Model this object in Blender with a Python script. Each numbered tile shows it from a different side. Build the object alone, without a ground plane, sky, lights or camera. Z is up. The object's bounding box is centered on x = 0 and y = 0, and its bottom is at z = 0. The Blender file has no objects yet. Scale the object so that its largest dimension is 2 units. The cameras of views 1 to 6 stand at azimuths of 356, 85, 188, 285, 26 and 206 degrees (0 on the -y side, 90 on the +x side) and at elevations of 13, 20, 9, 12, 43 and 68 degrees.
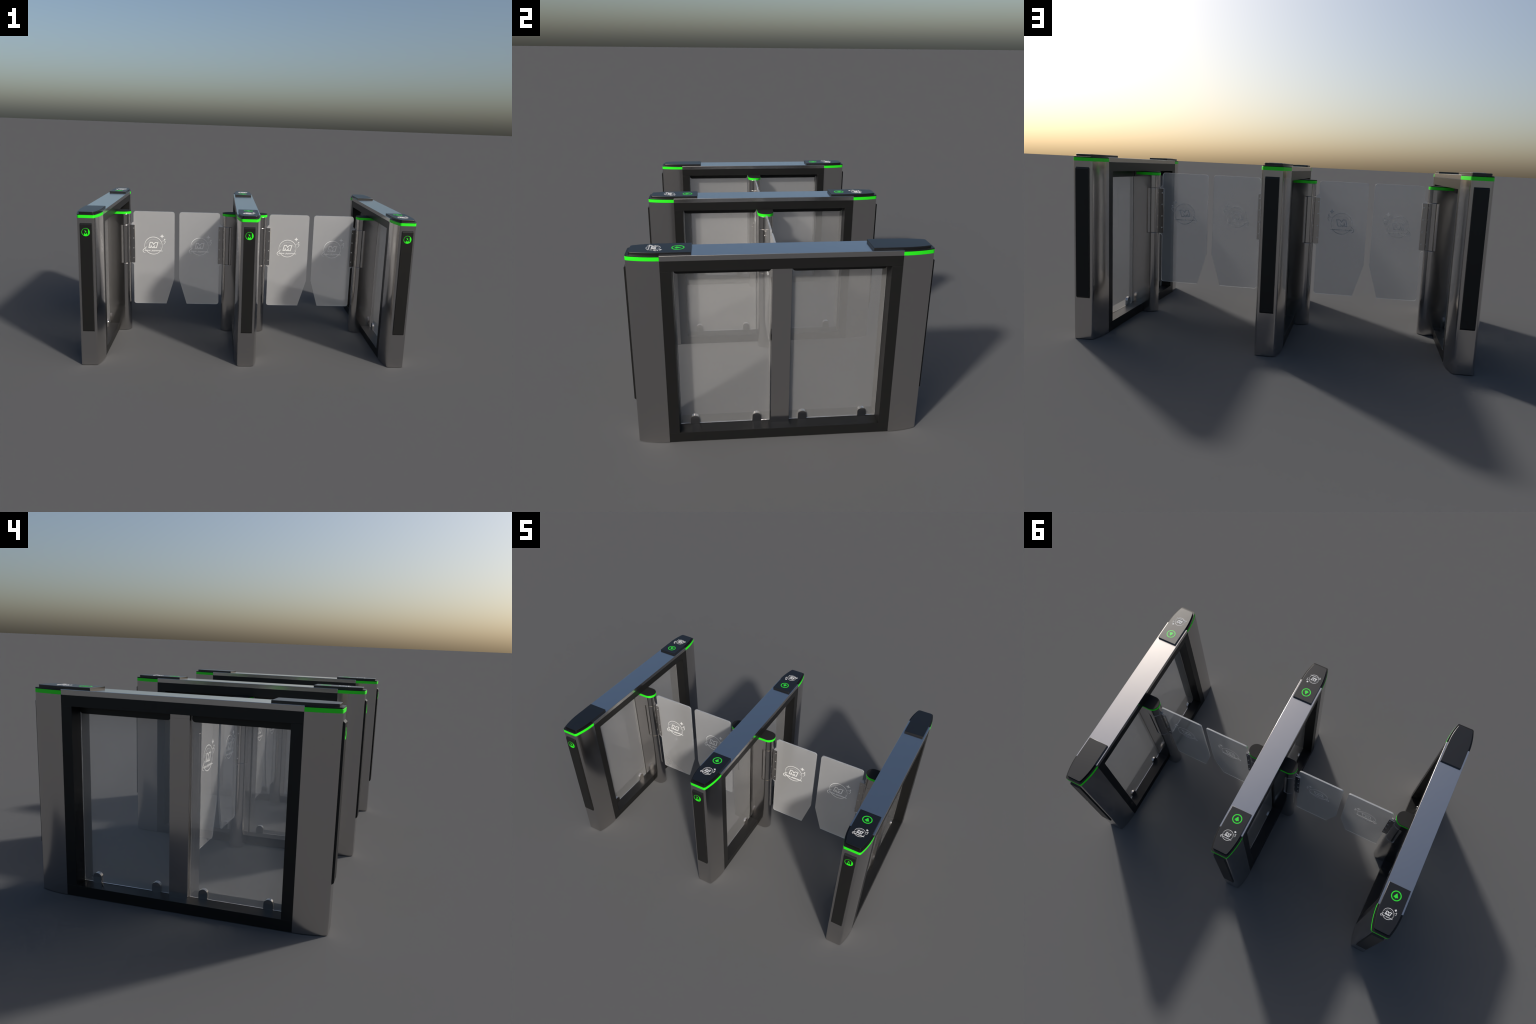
import bpy, bmesh, math
from mathutils import Vector, Matrix

# ------------------------------------------------------------------ materials
def principled(name, base, rough, metal=0.0, spec=0.5, **extra):
    m = bpy.data.materials.new(name)
    m.use_nodes = True
    b = m.node_tree.nodes["Principled BSDF"]
    b.inputs["Base Color"].default_value = (*base, 1)
    b.inputs["Roughness"].default_value = rough
    b.inputs["Metallic"].default_value = metal
    b.inputs["Specular IOR Level"].default_value = spec
    for k, v in extra.items():
        b.inputs[k].default_value = v
    return m, b


def vary_roughness(m, b, low, high, scale, stretch=(1, 1, 1)):
    """very fine, nearly invisible grain in the gloss (brushed / satin finish)"""
    nt = m.node_tree
    tc = nt.nodes.new("ShaderNodeTexCoord")
    mp = nt.nodes.new("ShaderNodeMapping")
    mp.inputs["Scale"].default_value = stretch
    nz = nt.nodes.new("ShaderNodeTexNoise")
    nz.inputs["Scale"].default_value = scale
    nz.inputs["Detail"].default_value = 4
    mr = nt.nodes.new("ShaderNodeMapRange")
    mr.inputs["From Min"].default_value = 0.3
    mr.inputs["From Max"].default_value = 0.7
    mr.inputs["To Min"].default_value = low
    mr.inputs["To Max"].default_value = high
    nt.links.new(tc.outputs["Object"], mp.inputs["Vector"])
    nt.links.new(mp.outputs["Vector"], nz.inputs["Vector"])
    nt.links.new(nz.outputs["Fac"], mr.inputs["Value"])
    nt.links.new(mr.outputs["Result"], b.inputs["Roughness"])


SATIN, _b = principled("satin_stainless_steel", (0.62, 0.605, 0.59), 0.19, 1.0)
STEEL, _b = principled("polished_stainless_steel", (0.59, 0.57, 0.555), 0.165, 1.0)

BLACK, _b = principled("black_powder_coat", (0.0098, 0.0098, 0.0097), 0.36, 0.0, 0.32)
CAPMAT, _b = principled("black_glossy_lid", (0.004, 0.004, 0.0045), 0.32, 0.0, 0.72)
GREEN, _b = principled("green_light_strip", (0.022, 0.86, 0.012), 0.45, 0.0, 0.4)
MATT, _b = principled("matt_black_plastic", (0.0150, 0.0148, 0.0145), 0.6, 0.0, 0.15)
EDGE, _b = principled("ground_acrylic_edge", (0.90, 0.91, 0.92), 0.25, 0.0, 0.5,
                      **{"Transmission Weight": 0.72, "IOR": 1.45})
SIGN, _b = principled("green_printed_sign", (0.024, 0.66, 0.03), 0.4, 0.0, 0.5)
WHITE, _b = principled("white_print", (0.66, 0.66, 0.66), 0.5, 0.0, 0.4)
ETCH, _b = principled("white_etching", (0.80, 0.80, 0.79), 0.5, 0.0, 0.4)
GLASS, _b = principled("clear_acrylic", (0.86, 0.86, 0.86), 0.0, 0.0, 0.5,
                       **{"Transmission Weight": 0.87, "IOR": 1.45})
FILM, _b = principled("frosted_film_on_acrylic", (0.97, 0.97, 0.97), 0.0, 0.0, 0.5,
                      **{"Transmission Weight": 0.73, "IOR": 1.45})
SCREWMAT, _b = principled("bright_screw", (0.75, 0.75, 0.75), 0.3, 1.0)

# ------------------------------------------------------------------ mesh helpers
def finish(bm, name, mat, angle=20):
    bmesh.ops.recalc_face_normals(bm, faces=bm.faces)
    me = bpy.data.meshes.new(name)
    bm.to_mesh(me)
    bm.free()
    me.materials.append(mat)
    me.shade_smooth()
    me.set_sharp_from_angle(angle=math.radians(angle))
    return me


def bevel_sharp(bm, width, segments=2, min_angle=40, test=None):
    if width <= 0:
        return
    es = [e for e in bm.edges if len(e.link_faces) == 2
          and e.calc_face_angle(0) > math.radians(min_angle)
          and (test is None or test(e))]
    if es:
        bmesh.ops.bevel(bm, geom=es, offset=width, segments=segments,
                        affect='EDGES', profile=0.5, clamp_overlap=True)


AXES = {  # 2D outline (a,b) + extrusion c  ->  xyz
    'z': lambda a, b, c: (a, b, c),      # plan outline, extruded upwards
    'x': lambda a, b, c: (c, a, b),      # (y,z) outline, extruded along x
    'y': lambda a, b, c: (a, c, b),      # (x,z) outline, extruded along y
}


def prism_bm(outline, c0, c1, axis='z', bm=None):
    bm = bm or bmesh.new()
    f = AXES[axis]
    lo = [bm.verts.new(f(a, b, c0)) for a, b in outline]
    hi = [bm.verts.new(f(a, b, c1)) for a, b in outline]
    n = len(outline)
    bm.faces.new(lo[::-1])
    bm.faces.new(hi)
    for i in range(n):
        bm.faces.new((lo[i], lo[(i + 1) % n], hi[(i + 1) % n], hi[i]))
    return bm


def prism(name, outline, c0, c1, mat, axis='z', bev=0.0, seg=2):
    bm = prism_bm(outline, c0, c1, axis)
    bmesh.ops.recalc_face_normals(bm, faces=bm.faces)
    bevel_sharp(bm, bev, seg)
    return finish(bm, name, mat)


def box(name, x, y, z, mat, bev=0.001):
    return prism(name, [(x[0], y[0]), (x[1], y[0]), (x[1], y[1]), (x[0], y[1])],
                 z[0], z[1], mat, 'z', bev)


def fillet(points, radii, steps=6):
    """round the corners of a closed polygon"""
    out = []
    n = len(points)
    for i, (p, r) in enumerate(zip(points, radii)):
        p = Vector(p)
        if r <= 0:
            out.append(tuple(p))
            continue
        a = (Vector(points[i - 1]) - p).normalized()
        b = (Vector(points[(i + 1) % n]) - p).normalized()
        half = a.angle(b) / 2
        d = r / math.tan(half)
        ctr = p + (a + b).normalized() * (r / math.sin(half))
        s, e = p + a * d - ctr, p + b * d - ctr
        a0 = math.atan2(s.y, s.x)
        da = (math.atan2(e.y, e.x) - a0 + math.pi) % (2 * math.pi) - math.pi
        for k in range(steps + 1):
            t = a0 + da * k / steps
            out.append((ctr.x + r * math.cos(t), ctr.y + r * math.sin(t)))
    return out


# ------------------------------------------------------------------ main sizes (metres)
SPACING = 0.93            # pedestal to pedestal
HALF = 0.070              # half width of the pedestal
Y_RAIL = 0.511            # columns start here
Y_END = 0.652             # flat end of a column
BULGE_R = 0.44            # plan radius of a column's curved flanks
Z_STRIP, Z_RIM, Z_RAIL, Z_TOP = 0.8883, 0.905, 0.9107, 0.9220
Z_FRAME, Z_BASE = 0.8415, 0.0485
Y_OPEN = 0.4635           # inner edge of the uprights


def flank(y, inset=0.0):
    d = max(0.0, y - Y_RAIL)
    return HALF - inset - (BULGE_R - math.sqrt(BULGE_R ** 2 - d * d))


def column_outline(inset, y_in, y_end, corner):
    """plan of a column end pointing to -y"""
    ys = [y_in] + ([Y_RAIL] if y_in < Y_RAIL - 1e-6 else [])
    n = 10
    ys += [Y_RAIL + (y_end - Y_RAIL) * k / n for k in range(1, n + 1)]
    right = [(flank(y, inset), -y) for y in ys]
    left = [(-x, y) for x, y in right][::-1]
    pts = right + left
    k = len(right)
    radii = [0.0] * len(pts)
    radii[k - 1] = radii[k] = corner
    return fillet(pts, radii, 6)


M = {}
M['end_column'] = prism('end_column', column_outline(0, Y_RAIL, Y_END, .012),
                        0, Z_STRIP, STEEL)
M['light_strip'] = prism('light_strip', column_outline(-.0004, Y_RAIL, Y_END + .0004, .012),
                         Z_STRIP, Z_RIM, GREEN, bev=.0006, seg=1)
M['lid_rim'] = prism('lid_rim', column_outline(0, Y_RAIL, Y_END, .012),
                     Z_RIM, Z_RAIL - .0004, BLACK, bev=.0012)
M['lid'] = prism('lid', column_outline(.0105, .381, .6375, .009),
                 Z_RAIL - .002, Z_TOP, CAPMAT, bev=.0014)
M['top_rail'] = box('top_rail', (-HALF, HALF), (-Y_RAIL, Y_RAIL), (Z_FRAME + .046, Z_RAIL), SATIN, .0012)
F = HALF - .0006
M['header'] = box('header', (-F, F), (-Y_RAIL, Y_RAIL), (Z_FRAME, Z_FRAME + .046), BLACK, .0007)
M['upright'] = box('upright', (-F, F), (-Y_RAIL, -Y_OPEN), (Z_BASE, Z_FRAME), BLACK, .0007)
M['base_rail'] = box('base_rail', (-F, F), (-Y_RAIL, Y_RAIL), (0, Z_BASE), BLACK, .0007)

# black reader panel on the end face: chamfered at head and foot
PANEL_Y, PZ0, PZ1, CH = -.6605, .2115, .8595, .0080
M['reader_panel'] = prism('reader_panel',
    [(-Y_END + .001, PZ0), (-Y_END + .001, PZ1), (-Y_END, PZ1), (PANEL_Y, PZ1 - CH),
     (PANEL_Y, PZ0 + CH), (-Y_END, PZ0)], -.0335, .0335, BLACK, 'x', .0004, 1)

# infill panes with their dark head channel and the clips on the base rail
PANE_Y0, PANE_Y1 = .0460, .4625
M['pane'] = prism('pane', [(PANE_Y0, .0495), (PANE_Y1, .0495), (PANE_Y1, .835), (PANE_Y0, .835)],
                  -.0050, .0050, GLASS, 'x', .0012)
_r = .015
M['pane_channel'] = prism('pane_channel',
    fillet([(PANE_Y0, .8075), (PANE_Y1 - .001, .8075), (PANE_Y1 - .001, Z_FRAME + .002), (PANE_Y0, Z_FRAME + .002)],
           [_r, _r, 0, 0], 8), -.0085, .0085, BLACK, 'x', .0006, 1)
W = .0208
_clip = [(-W, Z_BASE - .002), (W, Z_BASE - .002)] + \
        [(W * math.cos(t), .0755 + W * math.sin(t)) for t in [math.pi * k / 16 for k in range(17)]]
M['pane_clip'] = prism('pane_clip', _clip, -.0105, .0105, STEEL, 'x', .0012)

# ------------------------------------------------------------------ drive post (towards +x)
PC, PW = .1105, .0420       # centre of the round nose, half width


def stadium(x0, w, xc=PC, n=28):
    return [(x0, -w)] + [(xc + w * math.sin(a), -w * math.cos(a))
                         for a in [math.pi * k / n for k in range(n + 1)]] + [(x0, w)]


BACK = -.0235
M['drive_post'] = None
bm = bmesh.new()
GAP0 = .0895             # the housing stops here: a V-shaped slot beside the round drum
for out, z0, z1 in ((stadium(BACK, PW), 0, .4812), (stadium(BACK, PW), .7482, .8210),
                    ([(BACK, -PW), (GAP0, -PW), (GAP0, PW), (BACK, PW)], .4812, .7482),
                    ([(BACK, -PW), (.023, -PW), (.023, PW), (BACK, PW)], .8212, Z_FRAME + .003)):
    b2 = prism_bm(out, z0, z1)
    bmesh.ops.recalc_face_normals(b2, faces=b2.faces)
    if z0 in (0, .7482):
        bevel_sharp(b2, .0014, 2, 40, lambda e: abs(e.verts[0].co.z - e.verts[1].co.z) < 1e-5
                    and min(e.verts[0].co.x, e.verts[1].co.x) > BACK + .001 and e.verts[0].co.z > .01)
    tmp = bpy.data.meshes.new("tmp")
    b2.to_mesh(tmp)
    b2.free()
    bm.from_mesh(tmp)
    bpy.data.meshes.remove(tmp)
M['drive_post'] = finish(bm, 'drive_post', STEEL)
M['hinge_drum'] = prism('hinge_drum', [(PC + PW * math.cos(a), PW * math.sin(a)) for a in
                                         [2 * math.pi * k / 56 for k in range(56)]], .4828, .7466, STEEL, bev=.0014)
M['post_light'] = prism('post_light', stadium(.0232, PW + .0018), .8210, .8368, GREEN, bev=.0006, seg=1)
M['post_lid'] = prism('post_lid', stadium(.0232, PW + .0018), .8368, Z_FRAME - .0003, MATT, bev=.0010)

# ------------------------------------------------------------------ swing flap (towards +x)
FT = .0048
_flap = fillet([(.1705, .1845), (.3945, .1845), (.4490, .3690), (.4490, .8375), (.1705, .8375),
                (.1705, .7640), (.1610, .7580), (.1560, .7480), (.1560, .4745), (.1660, .4700), (.1705, .4640)],
               [.016, .001, .012, .017, .017, .003, .003, 0, 0, .003, .003], 6)
for key, sx in (('flap_right', 1), ('flap_left', -1)):
    me = prism('swing_flap', [(x * sx, z) for x, z in _flap], -FT, FT, GLASS, 'y', .0013)
    me.materials.append(FILM)                       # entry side carries a frosted film
    me.materials.append(EDGE)                       # ground rim all round
    for p in me.polygons:
        p.material_index = 1 if p.normal.y < -.99 else (0 if p.normal.y > .99 else 2)
    M[key] = me
for side, nm in ((-1, 'a'), (1, 'b')):
    y0, y1 = side * (FT + .0002), side * (FT + .0042)
    M['clamp_' + nm] = box('clamp_plate', (.1450, .1800), (min(y0, y1), max(y0, y1)), (.4800, .7445), STEEL, .0008)
_sc = [(.0036 * math.cos(a), .0036 * math.sin(a)) for a in [2 * math.pi * k / 16 for k in range(16)]]
M['screw'] = prism('screw', _sc, -.0103, .0103, SCREWMAT, 'y', .0008)


# ------------------------------------------------------------------ flat marks
class Mark:
    """strokes and filled outlines laid side by side, each a thin solid of its own height"""

    def __init__(self, thick):
        self.bm, self.t, self.n = bmesh.new(), thick, 0

    def fill(self, pts):
        self.n += 1
        prism_bm(pts, -.0004, self.t + self.n * .00003, 'z', self.bm)

    def stroke(self, pts, width, closed=False):
        n = len(pts)
        w = width if callable(width) else (lambda u: width)
        P = [Vector(p) for p in pts]
        L, R = [], []
        for i, p in enumerate(P):
            a = P[i - 1] if (i or closed) else p
            c = P[(i + 1) % n] if (i < n - 1 or closed) else p
            d1 = (p - a).normalized() if (p - a).length else (c - p).normalized()
            d2 = (c - p).normalized() if (c - p).length else d1
            nn = Vector((-(d1.y + d2.y), d1.x + d2.x))
            nn = nn.normalized() if nn.length > 1e-6 else Vector((-d1.y, d1.x))
            k = min(2.2, 1 / max(.3, nn.dot(Vector((-d1.y, d1.x)))))
            h = w(i / max(1, n - 1)) / 2 * k
            L.append(p + nn * h)
            R.append(p - nn * h)
        self.n += 1
        top, m = self.t + self.n * .00003, (n if closed else n - 1)
        bm = self.bm
        v = [[bm.verts.new((q.x, q.y, z)) for q in S] for S in (L, R) for z in (-.0004, top)]
        l0, l1, r0, r1 = v
        for i in range(m):
            j = (i + 1) % n
            bm.faces.new((l1[i], l1[j], r1[j], r1[i]))
            bm.faces.new((l0[i], r0[i], r0[j], l0[j]))
            bm.faces.new((l0[i], l0[j], l1[j], l1[i]))
            bm.faces.new((r0[i], r1[i], r1[j], r0[j]))
        if not closed:
            bm.faces.new((l0[0], l1[0], r1[0], r0[0]))
            bm.faces.new((l0[-1], r0[-1], r1[-1], l1[-1]))

    def mesh(self, name, mat):
        return finish(self.bm, name, mat)


def arc(r, a0, a1, n=24, cx=0, cy=0):
    return [(cx + r * math.cos(math.radians(a0 + (a1 - a0) * k / n)),
             cy + r * math.sin(math.radians(a0 + (a1 - a0) * k / n))) for k in range(n + 1)]


def spline(pts, n=6):
    """Catmull-Rom through a few control points"""
    P = [Vector(p) for p in pts]
    P = [2 * P[0] - P[1]] + P + [2 * P[-1] - P[-2]]
    out = []
    for i in range(1, len(P) - 2):
        for k in range(n):
            t = k / n
            a, b, c, d = P[i - 1:i + 3]
            out.append(.5 * (2 * b + (c - a) * t + (2 * a - 5 * b + 4 * c - d) * t * t
                             + (3 * b - a - 3 * c + d) * t ** 3))
    out.append(P[-2])
    return [tuple(p) for p in out]


def globe_emblem(s, mw, fine, sparkle, thick, mat, name):
    """letter M on a ringed globe with a sparkle; s = globe radius"""
    k = Mark(thick)
    S = lambda pts: [(x * s, y * s) for x, y in pts]
    # globe outline, heavier at the poles
    k.stroke(S(arc(.99, 0, 359, 72)), lambda u: s * fine * (.55 + .9 * abs(math.sin(u * 2 * math.pi))), True)
    # faint graduation inside the rim, split around the letter
    for a in range(25, 156, 13):
        k.stroke(S(arc(.73, a - 4, a + 4, 4)), s * fine * .42)
    for a in (-165, 165, -15, 15):
        k.stroke(S(arc(.86, a - 7, a + 7, 5)), s * fine * .30)
    for a in (-125, -105, -85, -65, -52):
        k.stroke(S(arc(.72, a - 6, a + 6, 4)), s * fine * .38)
    # the letter, an outline with slanted stems
    Mp = [(530, 635), (645, 635), (705, 742), (800, 640), (935, 645), (862, 922), (718, 922),
          (768, 806), (656, 922), (628, 922), (580, 800), (556, 917), (462, 915)]
    k.stroke(S([((x - 705) / 470, (810 - y) / 470) for x, y in Mp]), s * mw, True)
    # orbit hooks left and right
    k.stroke(S(spline([(-.72, -.12), (-.93, -.28), (-1.12, -.46), (-1.18, -.62), (-1.10, -.77), (-.90, -.83)])),
             lambda u: s * fine * (.5 + 1.1 * math.sin(math.pi * u)))
    k.stroke(S(spline([(.90, .50), (1.10, .57), (1.26, .56), (1.32, .45), (1.25, .28), (1.13, .15)])),
             lambda u: s * fine * (.4 + .8 * math.sin(math.pi * u)))
    # sparkle and dot
    star = []
    for q in range(8):
        r = .235 if q % 2 == 0 else sparkle
        star.append((.968 + r * math.cos(q * math.pi / 4), 1.096 + r * math.sin(q * math.pi / 4)))
    k.fill(S(star))
    k.fill(S(arc(.075, 0, 345, 23, 1.26, .735)))
    # banner of tiny marks ending in a solid tail
    x, q = -1.0, 0
    while x < .62:
        h = (.105, .075, .09, .07, .115, .08, .07)[q % 7]
        wd = (.05, .075, .06, .045, .065)[q % 5]
        if q not in (8, 9):
            k.fill(S([(x, -.615), (x + wd, -.615), (x + wd, -.615 + h), (x, -.615 + h)]))
        x += wd + .022
        q += 1
    k.fill(S([(.62, -.535), (1.03, -.60), (1.03, -.645), (.62, -.635)]))
    k.stroke(S([(-.95, -.645), (0, -.65), (.62, -.645)]), s * fine * .35)
    return k.mesh(name, mat)


M['flap_emblem'] = globe_emblem(.0608, .092, .045, .105, .0004, ETCH, 'etched_emblem')
M['lid_emblem'] = globe_emblem(.0295, .125, .050, .140, .0004, WHITE, 'printed_emblem')

# round direction sign on the lids: ring and stubby arrow (pointing to local +y)
k = Mark(.0004)
k.stroke(arc(.0248, 0, 355, 71), .0052, True)
k.fill(fillet([(0, .0155), (-.0135, -.0090), (-.0045, -.0090), (-.0040, -.0130), (.0040, -.0130),
               (.0045, -.0090), (.0135, -.0090)], [.002, .002, 0, .002, .002, 0, .002], 4))
M['arrow_sign'] = k.mesh('arrow_sign', SIGN)

# round sign on the front panels: ring, heavy right and foot, two teeth and a pointer
k = Mark(.0004)
R = .0236
S = lambda pts: [(x * R, y * R) for x, y in pts]
k.stroke(S(arc(.93, 0, 357, 71)), lambda u: R * (.10 + .05 * math.sin(2 * math.pi * (u - .6))), True)
k.fill(S(arc(.985, -54, 54, 20)))
k.fill(S(arc(.985, -118, -54, 16) + [(.58, -.58), (.36, -.58), (.265, -.13), (.05, -.47), (-.05, -.50), (-.14, -.47),
                                       (-.32, -.13), (-.39, -.60)]))
k.fill(S([(-.29, .46), (.17, .22), (.12, .06), (.01, -.14)]))
M['round_sign'] = k.mesh('round_sign', GREEN)

# ------------------------------------------------------------------ assembly
scene = bpy.context.scene.collection
ROT_Z = lambda deg: Matrix.Rotation(math.radians(deg), 4, 'Z')
UP_FRONT = Matrix(((1, 0, 0, 0), (0, 0, -1, 0), (0, 1, 0, 0), (0, 0, 0, 1)))  # mark facing -y


def put(name, key, parent, mat=None):
    ob = bpy.data.objects.new(name, M[key])
    scene.objects.link(ob)
    ob.parent = parent
    if mat is not None:
        ob.matrix_local = mat
    return ob


def pedestal(x, sides, front_marks, back_marks):
    root = bpy.data.objects.new("turnstile", None)
    root.empty_display_size = .2
    scene.objects.link(root)
    root.location = (x, 0, 0)
    root["label"] = "slim steel turnstile pedestal with frosted swing flap and green light strips"
    root["category"] = "turnstile"
    put('top_rail', 'top_rail', root)
    put('header', 'header', root)
    put('base_rail', 'base_rail', root)
    for turn, marks in ((0, front_marks), (180, back_marks)):
        T = ROT_Z(turn)
        put('upright', 'upright', root, T)
        col = put('end_column', 'end_column', root, T)
        put('light_strip', 'light_strip', root, T)
        lid = put('lid', 'lid', root, T)
        put('lid_rim', 'lid_rim', lid, Matrix())
        panel = put('reader_panel', 'reader_panel', root, T)
        if turn == 0:
            put('round_sign', 'round_sign', panel,
                Matrix.Translation((0, PANEL_Y, .8092)) @ UP_FRONT)
        if marks:
            put('arrow_sign', 'arrow_sign', lid, Matrix.Translation((0, -.4370, Z_TOP)))
            put('printed_emblem', 'lid_emblem', lid, Matrix.Translation((-.003, -.5395, Z_TOP)))
        pane = put('pane', 'pane', root, T)
        put('pane_channel', 'pane_channel', pane, Matrix())
        for cy in (.108, .3952):
            put('pane_clip', 'pane_clip', pane, Matrix.Translation((0, cy, 0)))
    for s in sides:
        T = ROT_Z(0 if s > 0 else 180)
        post = put('drive_post', 'drive_post', root, T)
        put('post_light', 'post_light', post, Matrix())
        put('post_lid', 'post_lid', post, Matrix())
        put('hinge_drum', 'hinge_drum', post, Matrix())
        flap = put('swing_flap', 'flap_right' if s > 0 else 'flap_left', root)
        put('clamp_plate', 'clamp_a', flap, T)
        put('clamp_plate', 'clamp_b', flap, T)
        for z in (.7188, .6504, .5818, .5128):
            put('screw', 'screw', flap, Matrix.Translation((.171 * s, 0, z)))
        # the etching always reads from the entry side (-y)
        E = Matrix.Translation((.3065 * s - .0015, -FT, .6005)) @ UP_FRONT
        put('etched_emblem', 'flap_emblem', flap, E)
    return root


pedestal(-SPACING, (1,), False, True)
pedestal(0, (1, -1), True, True)
pedestal(SPACING, (-1,), True, False)
